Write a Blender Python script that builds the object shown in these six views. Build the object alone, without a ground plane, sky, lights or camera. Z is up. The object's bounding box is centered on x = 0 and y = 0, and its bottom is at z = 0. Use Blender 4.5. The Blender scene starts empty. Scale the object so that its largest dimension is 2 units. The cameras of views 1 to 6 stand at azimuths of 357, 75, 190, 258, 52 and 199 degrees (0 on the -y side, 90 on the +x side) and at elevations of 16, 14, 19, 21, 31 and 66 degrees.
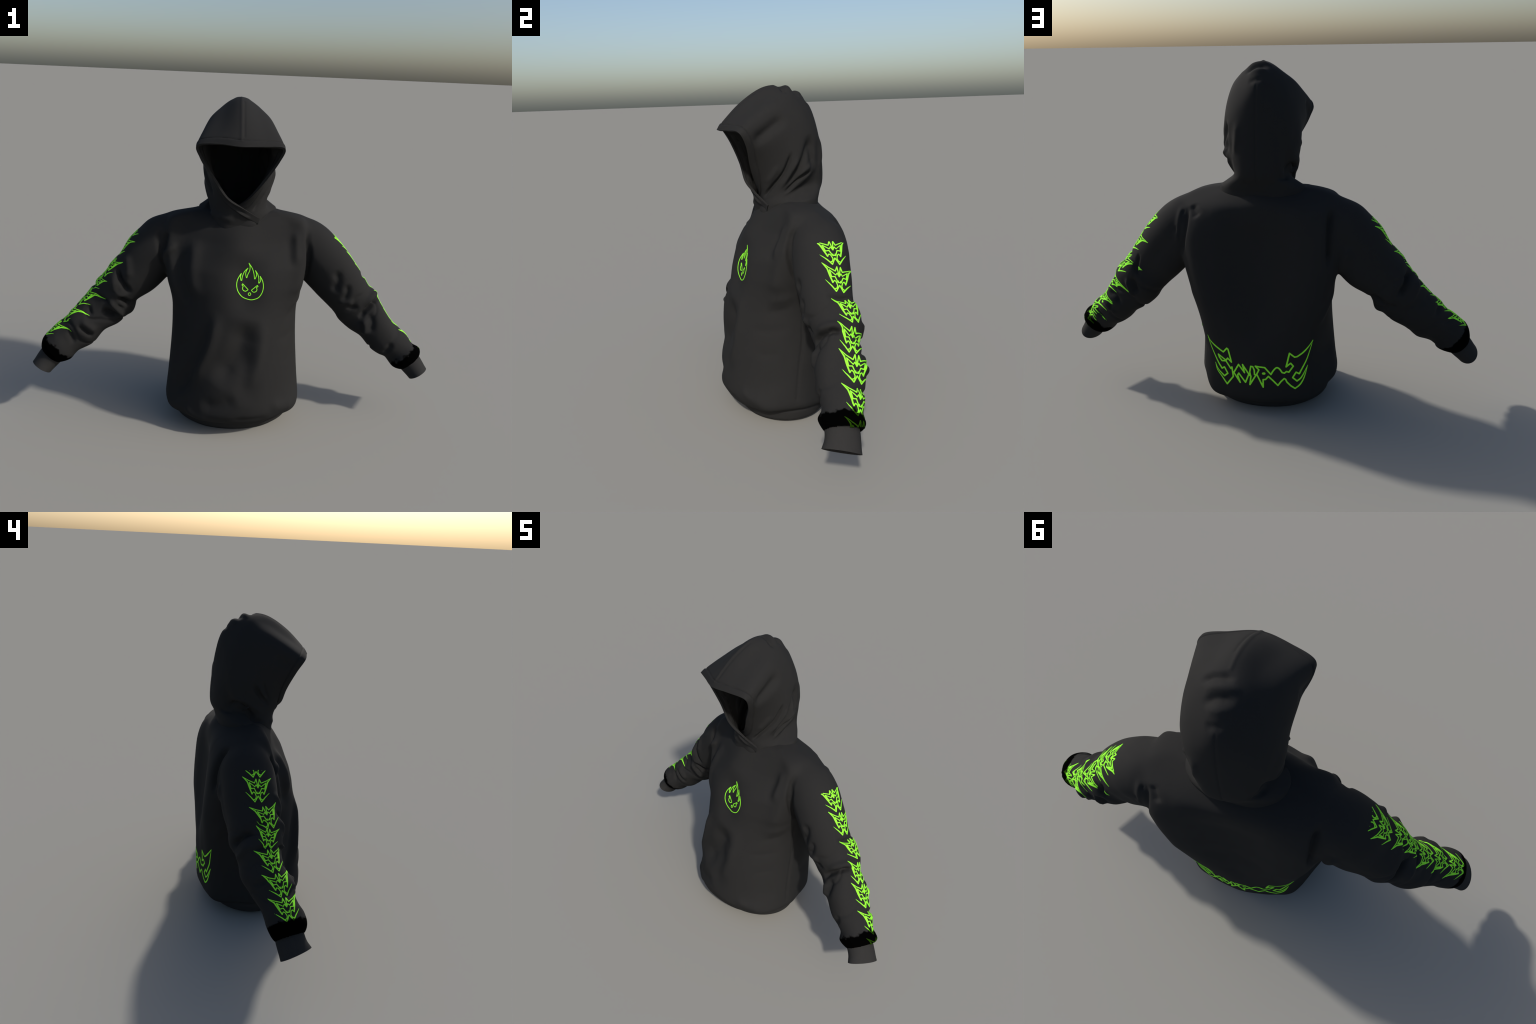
"""A black hooded sweatshirt, standing empty, with acid-green prints.
Built as: torso + sleeves (lofted, fused, folded, split by region), waistband, cuffs,
hood (fan of ribs), and screen prints (2D strokes -> thin film laid on the cloth)."""
import bpy, bmesh, math, random
import numpy as np
from mathutils import Vector
from mathutils.bvhtree import BVHTree

random.seed(7)
rng = np.random.default_rng(7)
CLOTH = 0.008

# ---------------------------------------------------------------- helpers
def smooth_interp(xs, ys, x):
    """Monotone-ish cubic (Hermite, limited slopes) through a table."""
    xs, ys, x = np.asarray(xs, float), np.asarray(ys, float), np.asarray(x, float)
    d = np.diff(ys) / np.diff(xs)
    m = np.zeros_like(ys)
    m[1:-1] = (d[1:] + d[:-1]) / 2
    m[0], m[-1] = d[0], d[-1]
    flat = np.sign(d[1:]) != np.sign(d[:-1])
    m[1:-1][flat] = 0
    i = np.clip(np.searchsorted(xs, x) - 1, 0, len(xs) - 2)
    h = xs[i + 1] - xs[i]
    t = np.clip((x - xs[i]) / h, 0, 1)
    return ((2*t**3 - 3*t**2 + 1) * ys[i] + (t**3 - 2*t**2 + t) * h * m[i]
            + (-2*t**3 + 3*t**2) * ys[i+1] + (t**3 - t**2) * h * m[i+1])

def catmull(points, n):
    """n samples of a Catmull-Rom curve through points (k, ...), even in index."""
    p = np.asarray(points, float)
    p = np.concatenate([2*p[:1] - p[1:2], p, 2*p[-1:] - p[-2:-1]])
    u = np.linspace(0, len(p) - 3, n)
    i = np.minimum(u.astype(int), len(p) - 4)
    t = (u - i).reshape((-1,) + (1,) * (p.ndim - 1))
    a, b, c, d = p[i], p[i+1], p[i+2], p[i+3]
    return 0.5 * (2*b + (c - a)*t + (2*a - 5*b + 4*c - d)*t*t + (3*b - a - 3*c + d)*t**3)

def new_mesh(name, verts, faces, smooth=True):
    me = bpy.data.meshes.new(name)
    me.from_pydata([tuple(map(float, v)) for v in verts], [], [tuple(map(int, f)) for f in faces])
    me.update()
    if smooth:
        me.polygons.foreach_set("use_smooth", [True] * len(me.polygons))
    return me

def add_object(name, me, parent=None, material=None):
    ob = bpy.data.objects.new(name, me)
    bpy.context.scene.collection.objects.link(ob)
    if parent is not None:
        ob.parent = parent
    if material is not None:
        me.materials.append(material)
    return ob

def grid_faces(rows, cols, closed):
    f = []
    for r in range(rows - 1):
        for c in range(cols if closed else cols - 1):
            a, b = r*cols + c, r*cols + (c + 1) % cols
            f.append((a, b, b + cols, a + cols))
    return f

def vertex_normals(v, quads):
    q = np.asarray(quads)
    n = np.cross(v[q[:, 2]] - v[q[:, 0]], v[q[:, 3]] - v[q[:, 1]])
    out = np.zeros_like(v)
    for k in range(4):
        np.add.at(out, q[:, k], n)
    return out / np.maximum(np.linalg.norm(out, axis=1, keepdims=True), 1e-12)

def relax(v, quads, times, amount=0.5, where=None):
    q = np.asarray(quads)
    e = np.concatenate([q[:, [0, 1]], q[:, [1, 2]], q[:, [2, 3]], q[:, [3, 0]]])
    e = np.unique(np.sort(e, axis=1), axis=0)
    deg = np.bincount(e.ravel(), minlength=len(v))[:, None]
    for _ in range(times):
        s = np.zeros_like(v)
        np.add.at(s, e[:, 0], v[e[:, 1]])
        np.add.at(s, e[:, 1], v[e[:, 0]])
        step = amount * (s / np.maximum(deg, 1) - v)
        v = v + (step if where is None else step * where[:, None])
    return v

def line_distance(v, line):
    """distance to a polyline and the position along it (0..1)."""
    line = np.asarray(line, float)
    seg = np.linalg.norm(np.diff(line, axis=0), axis=1)
    run = np.concatenate([[0], np.cumsum(seg)])
    best, where = np.full(len(v), 1e9), np.zeros(len(v))
    for k in range(len(line) - 1):
        a, ab = line[k], line[k+1] - line[k]
        t = np.clip((v - a) @ ab / (ab @ ab), 0, 1)
        d = np.linalg.norm(v - a - t[:, None]*ab, axis=1)
        near = d < best
        best[near] = d[near]
        where[near] = ((run[k] + t*seg[k]) / run[-1])[near]
    return best, where

def fold(v, n, line, width, height, fade=0.25, samples=24, onto=None):
    """raise (or sink) a soft crease that follows a line lying near the surface."""
    curve = catmull(line, samples)
    if onto is not None:                                   # drop the line onto the cloth
        curve = np.array([onto.find_nearest(Vector(p))[0] for p in curve])
        curve[1:-1] = (curve[:-2] + 2*curve[1:-1] + curve[2:])/4
    near = np.nonzero(np.all((v > curve.min(0) - 3*width) & (v < curve.max(0) + 3*width), axis=1))[0]
    d, w = line_distance(v[near], curve)
    ends = np.clip(np.minimum(w, 1 - w) / fade, 0, 1)
    ends = ends*ends*(3 - 2*ends)
    v = v.copy()
    v[near] += n[near] * (height * np.exp(-(d/width)**2) * ends)[:, None]
    return v

# ---------------------------------------------------------------- materials
def cloth_material(name, base, rough=0.9, grain=260.0, bump=0.12, hem=None):
    """matt cloth or ink; hem = how much of the colour is left in the near-black band at the sleeve end."""
    m = bpy.data.materials.new(name)
    m.use_nodes = True
    nt = m.node_tree
    new, link = nt.nodes.new, nt.links.new
    bsdf = nt.nodes["Principled BSDF"]
    bsdf.inputs["Roughness"].default_value = rough
    bsdf.inputs["Specular IOR Level"].default_value = 0.12
    tc = new("ShaderNodeTexCoord")
    noise = new("ShaderNodeTexNoise")
    noise.inputs["Scale"].default_value = grain
    noise.inputs["Detail"].default_value = 2
    ramp = new("ShaderNodeValToRGB")
    lo, hi = [c*0.93 for c in base], [c*1.07 for c in base]
    ramp.color_ramp.elements[0].color, ramp.color_ramp.elements[1].color = (*lo, 1), (*hi, 1)
    ramp.color_ramp.elements[0].position, ramp.color_ramp.elements[1].position = 0.3, 0.7
    bp = new("ShaderNodeBump")
    bp.inputs["Strength"].default_value = bump
    bp.inputs["Distance"].default_value = 0.0008
    link(tc.outputs["Object"], noise.inputs["Vector"])
    link(noise.outputs["Fac"], ramp.inputs["Fac"])
    link(noise.outputs["Fac"], bp.inputs["Height"])
    link(bp.outputs["Normal"], bsdf.inputs["Normal"])
    if hem is None:
        link(ramp.outputs["Color"], bsdf.inputs["Base Color"])
        return m
    def math_node(op, a, b=None):
        n = new("ShaderNodeMath")
        n.operation = op
        for k, v in enumerate((a, b)):
            if v is None:
                continue
            if isinstance(v, (int, float)):
                n.inputs[k].default_value = v
            else:
                link(v, n.inputs[k])
        return n.outputs[0]
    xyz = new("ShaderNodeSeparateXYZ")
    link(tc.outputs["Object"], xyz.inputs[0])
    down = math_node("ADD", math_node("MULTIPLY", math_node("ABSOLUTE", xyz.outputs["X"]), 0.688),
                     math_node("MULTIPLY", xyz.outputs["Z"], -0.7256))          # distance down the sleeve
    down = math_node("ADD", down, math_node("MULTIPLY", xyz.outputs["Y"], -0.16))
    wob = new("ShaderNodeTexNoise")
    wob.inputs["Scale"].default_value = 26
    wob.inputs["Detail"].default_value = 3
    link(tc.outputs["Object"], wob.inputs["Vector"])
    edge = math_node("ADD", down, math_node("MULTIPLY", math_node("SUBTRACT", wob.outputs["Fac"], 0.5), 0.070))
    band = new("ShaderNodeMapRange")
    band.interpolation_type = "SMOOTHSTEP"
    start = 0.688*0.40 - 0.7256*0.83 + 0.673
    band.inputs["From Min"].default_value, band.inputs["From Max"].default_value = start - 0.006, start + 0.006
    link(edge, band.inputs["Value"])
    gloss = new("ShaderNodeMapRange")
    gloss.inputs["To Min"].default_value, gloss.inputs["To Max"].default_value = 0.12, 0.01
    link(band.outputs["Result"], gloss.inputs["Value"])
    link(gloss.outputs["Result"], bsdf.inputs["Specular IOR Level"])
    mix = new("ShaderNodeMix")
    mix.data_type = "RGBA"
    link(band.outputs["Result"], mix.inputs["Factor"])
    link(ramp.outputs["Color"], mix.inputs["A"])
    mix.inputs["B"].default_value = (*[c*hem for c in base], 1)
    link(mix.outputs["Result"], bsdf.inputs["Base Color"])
    return m

FABRIC = cloth_material("charcoal_fleece", (0.0190, 0.0188, 0.0185))
SLEEVE_FABRIC = cloth_material("charcoal_fleece_dark_band", (0.0190, 0.0188, 0.0185), hem=0.03)
RIB = cloth_material("charcoal_rib_knit", (0.0255, 0.0250, 0.0245))
INK = cloth_material("acid_green_ink", (0.30, 0.93, 0.045), rough=0.7, grain=90.0, bump=0.03)
SLEEVE_INK = cloth_material("acid_green_ink_dark_band", (0.30, 0.93, 0.045), rough=0.7, grain=90.0, bump=0.03, hem=0.05)

# ---------------------------------------------------------------- torso and sleeves
#            z     half-width front y  side y  flank y  back-centre y
TORSO = [(0.120, 0.288, -0.212,  0.01,  0.215,  0.225),
         (0.092, 0.310, -0.252,  0.01,  0.238,  0.250),
         (0.094, 0.327, -0.272,  0.01,  0.256,  0.270),
         (0.118, 0.337, -0.293,  0.01,  0.284,  0.300),
         (0.160, 0.334, -0.303,  0.01,  0.294,  0.306),
         (0.300, 0.321, -0.289,  0.02,  0.298,  0.300),
         (0.450, 0.312, -0.266,  0.04,  0.303,  0.276),
         (0.580, 0.315, -0.245,  0.08,  0.304,  0.256),
         (0.660, 0.328, -0.231,  0.10,  0.300,  0.250),
         (0.730, 0.343, -0.217,  0.10,  0.294,  0.244),
         (0.850, 0.358, -0.178,  0.09,  0.280,  0.238),
         (0.930, 0.358, -0.134,  0.08,  0.252,  0.243),
         (0.985, 0.346, -0.098,  0.07,  0.214,  0.238),
         (1.020, 0.326, -0.066,  0.055,  0.148,  0.218),
         (1.045, 0.242, -0.030,  0.045,  0.112,  0.188),
         (1.058, 0.150,  0.010,  0.08,  0.140,  0.152)]

def torso_ring(z, hx, yf, ys, yfl, ybc):
    w = min(max((z - .28)/.30, 0), 1)                      # the back is square at the shoulder blades, round at the hem
    d, k = ys - yf, yfl - ys
    up = min(max((z - .55)/.15, 0), 1)                     # the chest is squarer near the arms, the belly rounder
    hem = min(max((.22 - z)/.1, 0), 1)
    sq = max(up, .8*hem)
    mid = (1 - up)*(1 - hem)
    top = min(max((z - .80)/.12, 0), 1)
    half = [(0, yf), (.38*hx, yf + (.085 + .0*mid + .12*top - .015*hem)*d), (.72*hx, yf + (.335 + .0*mid + .12*top - .04*up - .05*hem)*d), (.94*hx, yf + (.68 - .21*sq)*d), (hx, ys),
            ((.905 + .11*w)*hx, ys + (.34 + .20*w)*k), ((.72 + .11*w)*hx, ys + (.775 + .125*w)*k),
            (.46*hx + .09*w*hx, ys + .91*k*(1 - w) + w*(.62*yfl + .38*ybc + .004 - ys)), (.25*hx, (1 - w)*(ys + .965*k) + w*(.2*yfl + .8*ybc)), (0, ybc if w > .5 else yfl*(1 - 2*w) + ybc*2*w)]
    return half + [(-x, y) for x, y in half[-2:0:-1]]

def torso_loft(rows=110, cols=144):
    prof = catmull(np.array(TORSO), rows)
    v = []
    for z, *shape in prof:
        ring = np.array(torso_ring(z, *shape))
        ring = np.concatenate([ring[-2:], ring, ring[:3]])          # close it
        k = len(ring) - 5
        u = 2 + np.linspace(0, k, cols, endpoint=False)
        i = u.astype(int)
        t = (u - i)[:, None]
        p, q, r, w = ring[i-1], ring[i], ring[i+1], ring[i+2]
        xy = 0.5*(2*q + (r - p)*t + (2*p - 5*q + 4*r - w)*t*t + (3*q - p - 3*r + w)*t**3)
        droop = (.044*np.clip(xy[:, 1]/.25, 0, 1)**1.5 + .020*np.clip((-xy[:, 1] - .08)/.15, 0, 1))*np.clip((.21 - z)/.12, 0, 1)    # the hem hangs lower behind
        v.append(np.column_stack([xy, z - droop]))
    v = np.concatenate(v)
    f = grid_faces(rows, cols, True)
    f.append(tuple(range(cols))[::-1])
    f.append(tuple(range((rows-1)*cols, rows*cols)))
    return v, f

# sleeve frame: s runs down the arm, h is across it (up and out), y is world y
ARM_START, ARM_END = np.array([0.40, 0.83]), np.array([0.95, 0.25])
ARM = (ARM_END - ARM_START) / np.linalg.norm(ARM_END - ARM_START)
ACROSS = np.array([-ARM[1], ARM[0]])

def arm_point(side, s, h, y):
    xz = ARM_START + np.multiply.outer(s, ARM) + np.multiply.outer(h, ACROSS)
    return np.stack([side * xz[..., 0], np.broadcast_to(y, xz[..., 0].shape), xz[..., 1]], -1)

def arm_coords(side, v):
    q = np.stack([v[:, 0]*side, v[:, 2]], 1) - ARM_START
    return q @ ARM, q @ ACROSS, v[:, 1]

ARM_TOP = {1: [(-.24, .040), (-.16, .092), (-.08, .123), (0, .131), (.08, .129), (.15, .121), (.25, .107), (.315, .096),
               (.352, .104), (.40, .088), (.45, .080), (.545, .067), (.63, .077), (.69, .071), (.735, .085), (.765, .062)],
           -1: [(-.24, .040), (-.16, .092), (-.06, .129), (.04, .129), (.15, .108), (.225, .108), (.26, .098), (.30, .098),
                (.39, .087), (.45, .082), (.51, .085), (.545, .080), (.59, .087), (.65, .090), (.72, .088), (.762, .060)]}
ARM_BOTTOM = {1: [(-.24, -.11), (-.10, -.14), (.05, -.138), (.18, -.133), (.30, -.126), (.345, -.134), (.41, -.128), (.49, -.107), (.545, -.107),
                  (.60, -.096), (.65, -.080), (.69, -.082), (.73, -.078), (.757, -.060)],
              -1: [(-.24, -.11), (-.10, -.14), (.05, -.142), (.15, -.141), (.255, -.118), (.315, -.145), (.345, -.134), (.40, -.130),
                   (.48, -.106), (.545, -.111), (.64, -.077), (.68, -.085), (.715, -.076), (.757, -.052)]}
ARM_FRONT = {1: [(-.24, .02), (-.1, -.022), (0, -.038), (.1, -.048), (.2, -.050), (.32, -.030), (.365, -.020), (.445, -.046), (.5, -.056),
                 (.58, -.066), (.66, -.071), (.70, -.094), (.735, -.089), (.762, -.078)],
             -1: [(-.24, .02), (-.1, -.024), (0, -.038), (.124, -.038), (.20, -.043), (.27, -.039), (.36, -.024), (.44, -.043), (.52, -.070),
                  (.565, -.062), (.65, -.091), (.70, -.098), (.735, -.094), (.762, -.078)]}
ARM_BACK = {1: [(-.24, .130), (-.16, .185), (-.1, .218), (0, .216), (.05, .206), (.136, .192), (.227, .175), (.29, .190), (.35, .180), (.40, .160),
                (.49, .157), (.55, .139), (.64, .103), (.695, .081), (.735, .078), (.762, .052)],
            -1: [(-.24, .130), (-.16, .185), (-.1, .220), (0, .228), (.1, .224), (.21, .212), (.29, .210), (.37, .182), (.46, .172), (.53, .136),
                 (.60, .102), (.68, .084), (.735, .066), (.762, .050)]}

def sleeve_loft(side, rows=130, cols=80):
    s = np.linspace(-.24, .757, rows)
    top, bot = smooth_interp(*zip(*ARM_TOP[side]), s), smooth_interp(*zip(*ARM_BOTTOM[side]), s)
    fr, bk = smooth_interp(*zip(*ARM_FRONT[side]), s), smooth_interp(*zip(*ARM_BACK[side]), s)
    a = np.linspace(0, 2*np.pi, cols, endpoint=False)
    n = 2.2
    ch = np.sign(np.cos(a)) * np.abs(np.cos(a))**(2/n)
    sy = np.sign(np.sin(a)) * np.abs(np.sin(a))**(2/n)
    v = []
    for k in range(rows):
        h = (top[k] + bot[k])/2 + ch*(top[k] - bot[k])/2
        y = (fr[k] + bk[k])/2 + sy*(bk[k] - fr[k])/2
        y = y - .22*np.clip((.34 - s[k])/.2, 0, 1)*np.minimum(h - (top[k] + bot[k])/2, 0)        # underarm sits further back
        lean = np.clip((s[k] - .60)/.12, 0, 1)*.20*(y - .075)          # the hem sits askew: higher on the thumb side
        v.append(arm_point(side, s[k] + lean, h, y))
    v = np.concatenate(v)
    f = [q if side > 0 else q[::-1] for q in grid_faces(rows, cols, True)]
    f.append(tuple(range(cols))[::-1])
    f.append(tuple(range((rows-1)*cols, rows*cols)))
    return v, f

def fuse(parts, voxel):
    verts, faces, o = [], [], 0
    for v, f in parts:
        verts.append(v)
        faces += [tuple(i + o for i in q) for q in f]
        o += len(v)
    me = new_mesh("fuse", np.concatenate(verts), faces)
    bm = bmesh.new()
    bm.from_mesh(me)
    bmesh.ops.recalc_face_normals(bm, faces=bm.faces)
    bm.to_mesh(me)
    bm.free()
    ob = add_object("fuse", me)
    mod = ob.modifiers.new("r", "REMESH")
    mod.mode, mod.voxel_size = "VOXEL", voxel
    dg = bpy.context.evaluated_depsgraph_get()
    out = bpy.data.meshes.new_from_object(ob.evaluated_get(dg))
    v = np.empty(len(out.vertices)*3)
    out.vertices.foreach_get("co", v)
    q = np.array([p.vertices[:] for p in out.polygons if len(p.vertices) == 4])
    bpy.data.objects.remove(ob)
    bpy.data.meshes.remove(me)
    bpy.data.meshes.remove(out)
    return v.reshape(-1, 3), q

body_v, body_q = fuse([torso_loft(), sleeve_loft(1), sleeve_loft(-1)], 0.006)
body_v = relax(body_v, body_q, 6)
# the shoulder runs into the sleeve without a step
over = np.clip((body_v[:, 2] - 0.84)/0.08, 0, 1) * (np.abs(body_v[:, 0]) > 0.2) * (np.abs(body_v[:, 0]) < 0.5)
body_v = relax(body_v, body_q, 30, where=over)

# ---- folds of the cloth
def arm_ring(side, s0, s1, a0, a1, n=9):
    """a line around the sleeve from angle a0 to a1 (0 = top, 90 = back, -90 = front)."""
    t = np.linspace(0, 1, n)
    s, a = s0 + (s1 - s0)*t, np.radians(a0 + (a1 - a0)*t)
    top, bot = smooth_interp(*zip(*ARM_TOP[side]), s), smooth_interp(*zip(*ARM_BOTTOM[side]), s)
    fr, bk = smooth_interp(*zip(*ARM_FRONT[side]), s), smooth_interp(*zip(*ARM_BACK[side]), s)
    return arm_point(side, s, (top+bot)/2 + np.cos(a)*(top-bot)/2, (fr+bk)/2 + np.sin(a)*(bk-fr)/2)

# (line on the cloth, half-width of the fold, height: + ridge / - valley, fade at the ends)
FRONT_FOLDS = [
    ([(-.24, -.18, .52), (-.25, -.19, .40), (-.255, -.19, .28), (-.25, -.19, .17)], .050, -0.014, .3),
    ([(.075, -.25, .48), (.065, -.27, .38), (.06, -.28, .28), (.05, -.29, .17)], .050, -.018, .35),
    # hollow of the breastbone, then long soft drapes down the chest and belly
    ([(.03, -.15, .92), (.035, -.19, .82), (.045, -.22, .70), (.055, -.24, .58)], .075, -0.0261, .35),
    ([(-.079, -.23, .64), (-.096, -.233, .533), (-.122, -.237, .437), (-.163, -.228, .334), (-.18, -.227, .23)], .030, 0.0203, .3),
    ([(-.129, -.211, .60), (-.145, -.214, .504), (-.193, -.206, .342), (-.253, -.166, .218), (-.312, -.086, .113)], .038, -.017, .3),
    ([(.07, -.235, .60), (.027, -.261, .452), (-.034, -.272, .359), (-.086, -.268, .27)], .058, -.036, .3),
    ([(.13, -.209, .62), (.114, -.24, .444), (.075, -.27, .30), (.03, -.284, .20)], .035, 0.013, .3),
    ([(.02, -.285, .225), (-.065, -.282, .178), (-.156, -.249, .165)], .035, -0.011, .3),
    ([(-.23, -.20, .15), (-.18, -.24, .105), (-.10, -.27, .098)], .020, 0.0087, .3),
    ([(-.02, -.282, .115), (.083, -.271, .105), (.173, -.233, .109)], .022, -0.006, .3),
    ([(.16, -.24, .17), (.21, -.20, .14), (.26, -.15, .13)], .028, 0.0101, .3),
    ([(-.208, -.079, .96), (-.202, -.114, .871), (-.195, -.138, .75), (-.17, -.18, .65)], .032, 0.0145, .3),
    ([(-.255, -.06, .93), (-.272, -.071, .818), (-.243, -.111, .718), (-.185, -.169, .60)], .032, -0.0159, .3),
    ([(-.286, -.035, .91), (-.318, -.028, .819), (-.330, -.027, .76)], .016, 0.013, .3),
    ([(-.322, -.008, .95), (-.342, -.021, .896), (-.350, -.029, .84)], .014, -0.0188, .3),
    ([(.283, -.012, .98), (.283, -.044, .898), (.276, -.068, .80)], .022, 0.0116, .3),
    ([(.250, -.03, .96), (.248, -.07, .88), (.245, -.10, .79)], .024, -.004, .35),
]
ARMHOLE_FOLDS = [
    ([(-.375, .02, .955), (-.366, -.028, .871), (-.350, -.029, .79), (-.336, .008, .714)], .012, -0.013, .25),
    ([(.335, .02, .975), (.330, -.012, .93), (.332, -.018, .885), (.334, -.019, .835), (.335, -.007, .757), (.338, .036, .70)], .013, -0.0188, .25),
    ([(.318, .0, .91), (.326, -.012, .86), (.330, -.012, .81)], .012, -0.0174, .3),
    ([(-.326, .17, 1.0), (-.324, .224, .963), (-.321, .246, .908), (-.317, .255, .834), (-.312, .250, .73)], .015, -0.0261, .25),
    ([(-.405, .231, .84), (-.375, .222, .765), (-.345, .189, .695)], .020, 0.0116, .3),
    ([(.321, .196, 1.0), (.324, .240, .927), (.334, .245, .849), (.345, .220, .753)], .012, -0.01222, .25),
    ([(.345, .17, .985), (.352, .215, .94), (.362, .232, .87), (.37, .225, .80)], .013, 0.00812, .3),
    ([(.335, .20, .97), (.345, .225, .945)], .006, -0.0058, .4),
    ([(.365, .22, .90), (.372, .225, .86)], .007, -0.0058, .4),
    ([(.300, .2, 1.0), (.285, .239, .976), (.262, .258, .945)], .018, -0.0116, .3),
]
SIDE_FOLDS = [
    ([(.322, .0, .60), (.283, -.053, .578), (.232, -.134, .554)], .018, -.005, .4),
    ([(.322, .02, .66), (.283, -.053, .635), (.232, -.134, .61)], .022, .005, .4),
    ([(.174, -.202, .462), (.268, -.099, .474), (.304, -.015, .50)], .022, -.004, .4),
    ([(.217, -.186, .344), (.299, -.064, .376)], .020, -.003, .4),
    ([(.316, .036, .66), (.312, .032, .52), (.315, .027, .418), (.324, .006, .294), (.332, -.015, .13)], .0065, -.0050, .05),
    ([(-.316, .036, .60), (-.312, .032, .50), (-.315, .027, .418), (-.324, .006, .294), (-.332, -.015, .13)], .0065, -.0050, .05),
    ([(-.335, .15, .66), (-.305, .20, .56), (-.270, .25, .44)], .020, .006, .3),
]
RIGHT_SLEEVE_FOLDS = [   # bunched elbow
    ([(-.575, .0, .765), (-.562, -.025, .72), (-.545, -.033, .69), (-.506, -.027, .623)], .013, -0.0312, .3),
    ([(-.589, .0, .72), (-.585, -.03, .68), (-.573, -.038, .636), (-.516, -.028, .612)], .015, .011, .35),
    ([(-.571, -.036, .618), (-.537, -.026, .590), (-.501, .02, .555)], .012, -0.0312, .3),
    ([(-.625, -.025, .605), (-.592, -.03, .575), (-.562, -.01, .530), (-.545, .03, .50)], .012, 0.0203, .3),
    ([(-.645, -.03, .555), (-.610, -.018, .525), (-.568, .003, .500)], .013, -0.0281, .3),
    ([(-.695, .003, .630), (-.64, -.022, .600), (-.586, -.03, .572), (-.54, -.01, .545)], .009, -0.0172, .25),
    ([(-.764, -.065, .480), (-.73, -.062, .447), (-.690, -.04, .406)], .010, -0.0187, .3),
    ([(-.755, -.06, .51), (-.715, -.06, .475), (-.675, -.04, .43)], .016, 0.0125, .3),
    ([(-.810, -.05, .455), (-.790, -.063, .406), (-.775, -.06, .375)], .012, -0.0125, .3),
    ([(-.722, -.01, .57), (-.699, -.038, .51)], .010, -0.0125, .4),
    ([(-.523, .007, .83), (-.515, -.021, .757), (-.520, -.032, .70)], .020, 0.0125, .3),
    ([(-.676, .10, .705), (-.656, .151, .684), (-.640, .191, .640), (-.603, .208, .590)], .016, -0.0312, .3),
    ([(-.70, .10, .655), (-.690, .150, .635), (-.675, .180, .59), (-.62, .20, .53)], .016, .011, .3),
    ([(-.485, .165, .60), (-.525, .195, .587), (-.558, .201, .557), (-.60, .203, .560)], .012, -0.0187, .3),
    ([(-.500, .15, .545), (-.568, .195, .535), (-.62, .196, .55)], .014, -0.014, .3),
    ([(-.62, .05, .74), (-.645, .10, .715)], .012, -0.0187, .4),
    ([(-.69, .02, .64), (-.70, .08, .635), (-.69, .13, .61)], .010, -0.0172, .4),
    ([(-.80, .02, .53), (-.79, .08, .515), (-.76, .13, .48)], .014, -0.0125, .4),
]
LEFT_SLEEVE_FOLDS = [    # one deep fold over the elbow
    ([(.625, -.018, .525), (.650, -.017, .565), (.676, -.012, .590), (.700, .007, .612), (.722, .031, .620), (.735, .065, .618)], .010, -0.0265, .2),
    ([(.640, -.018, .59), (.665, -.012, .617), (.692, .010, .638), (.714, .040, .642), (.724, .08, .638)], .016, .010, .35),
    ([(.661, -.021, .560), (.690, -.035, .517), (.680, -.041, .453)], .018, -0.0125, .3),
    ([(.640, -.03, .53), (.66, -.035, .48), (.645, -.03, .43)], .016, 0.0125, .3),
    ([(.545, -.03, .575), (.577, -.03, .585), (.625, -.022, .585)], .012, -0.0109, .4),
    ([(.50, -.04, .60), (.545, -.04, .620), (.60, -.03, .615)], .016, 0.0094, .4),
    ([(.482, -.041, .79), (.50, -.04, .73), (.48, -.03, .66)], .022, -0.0156, .3),
    ([(.545, -.035, .72), (.55, -.04, .67), (.53, -.03, .61)], .016, -0.0125, .3),
    ([(.581, .170, .745), (.590, .186, .68), (.567, .197, .63)], .008, -0.0125, .3),
    ([(.627, .190, .63), (.606, .197, .586), (.597, .183, .53)], .012, -0.0172, .3),
    ([(.645, .175, .62), (.632, .19, .57), (.62, .17, .51)], .010, 0.014, .3),
    ([(.763, .120, .53), (.715, .155, .51), (.696, .150, .465)], .012, -0.0156, .3),
    ([(.80, .10, .49), (.76, .13, .46), (.73, .12, .41)], .014, 0.0109, .3),
    ([(.85, .03, .43), (.83, .08, .40), (.79, .10, .36)], .012, -0.0125, .3),
    ([(.62, .02, .735), (.64, .09, .72), (.625, .15, .70)], .012, -0.0156, .4),
    ([(.795, -.06, .42), (.78, -.065, .38), (.75, -.05, .34)], .014, -0.0125, .3),
]
n0 = vertex_normals(body_v, body_q)
plain = BVHTree.FromPolygons([Vector(p) for p in body_v], [tuple(map(int, q)) for q in body_q])
for line, width, height, fade in FRONT_FOLDS + ARMHOLE_FOLDS + SIDE_FOLDS + RIGHT_SLEEVE_FOLDS + LEFT_SLEEVE_FOLDS:
    body_v = fold(body_v, n0, line, width, height, fade, onto=plain)
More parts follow.
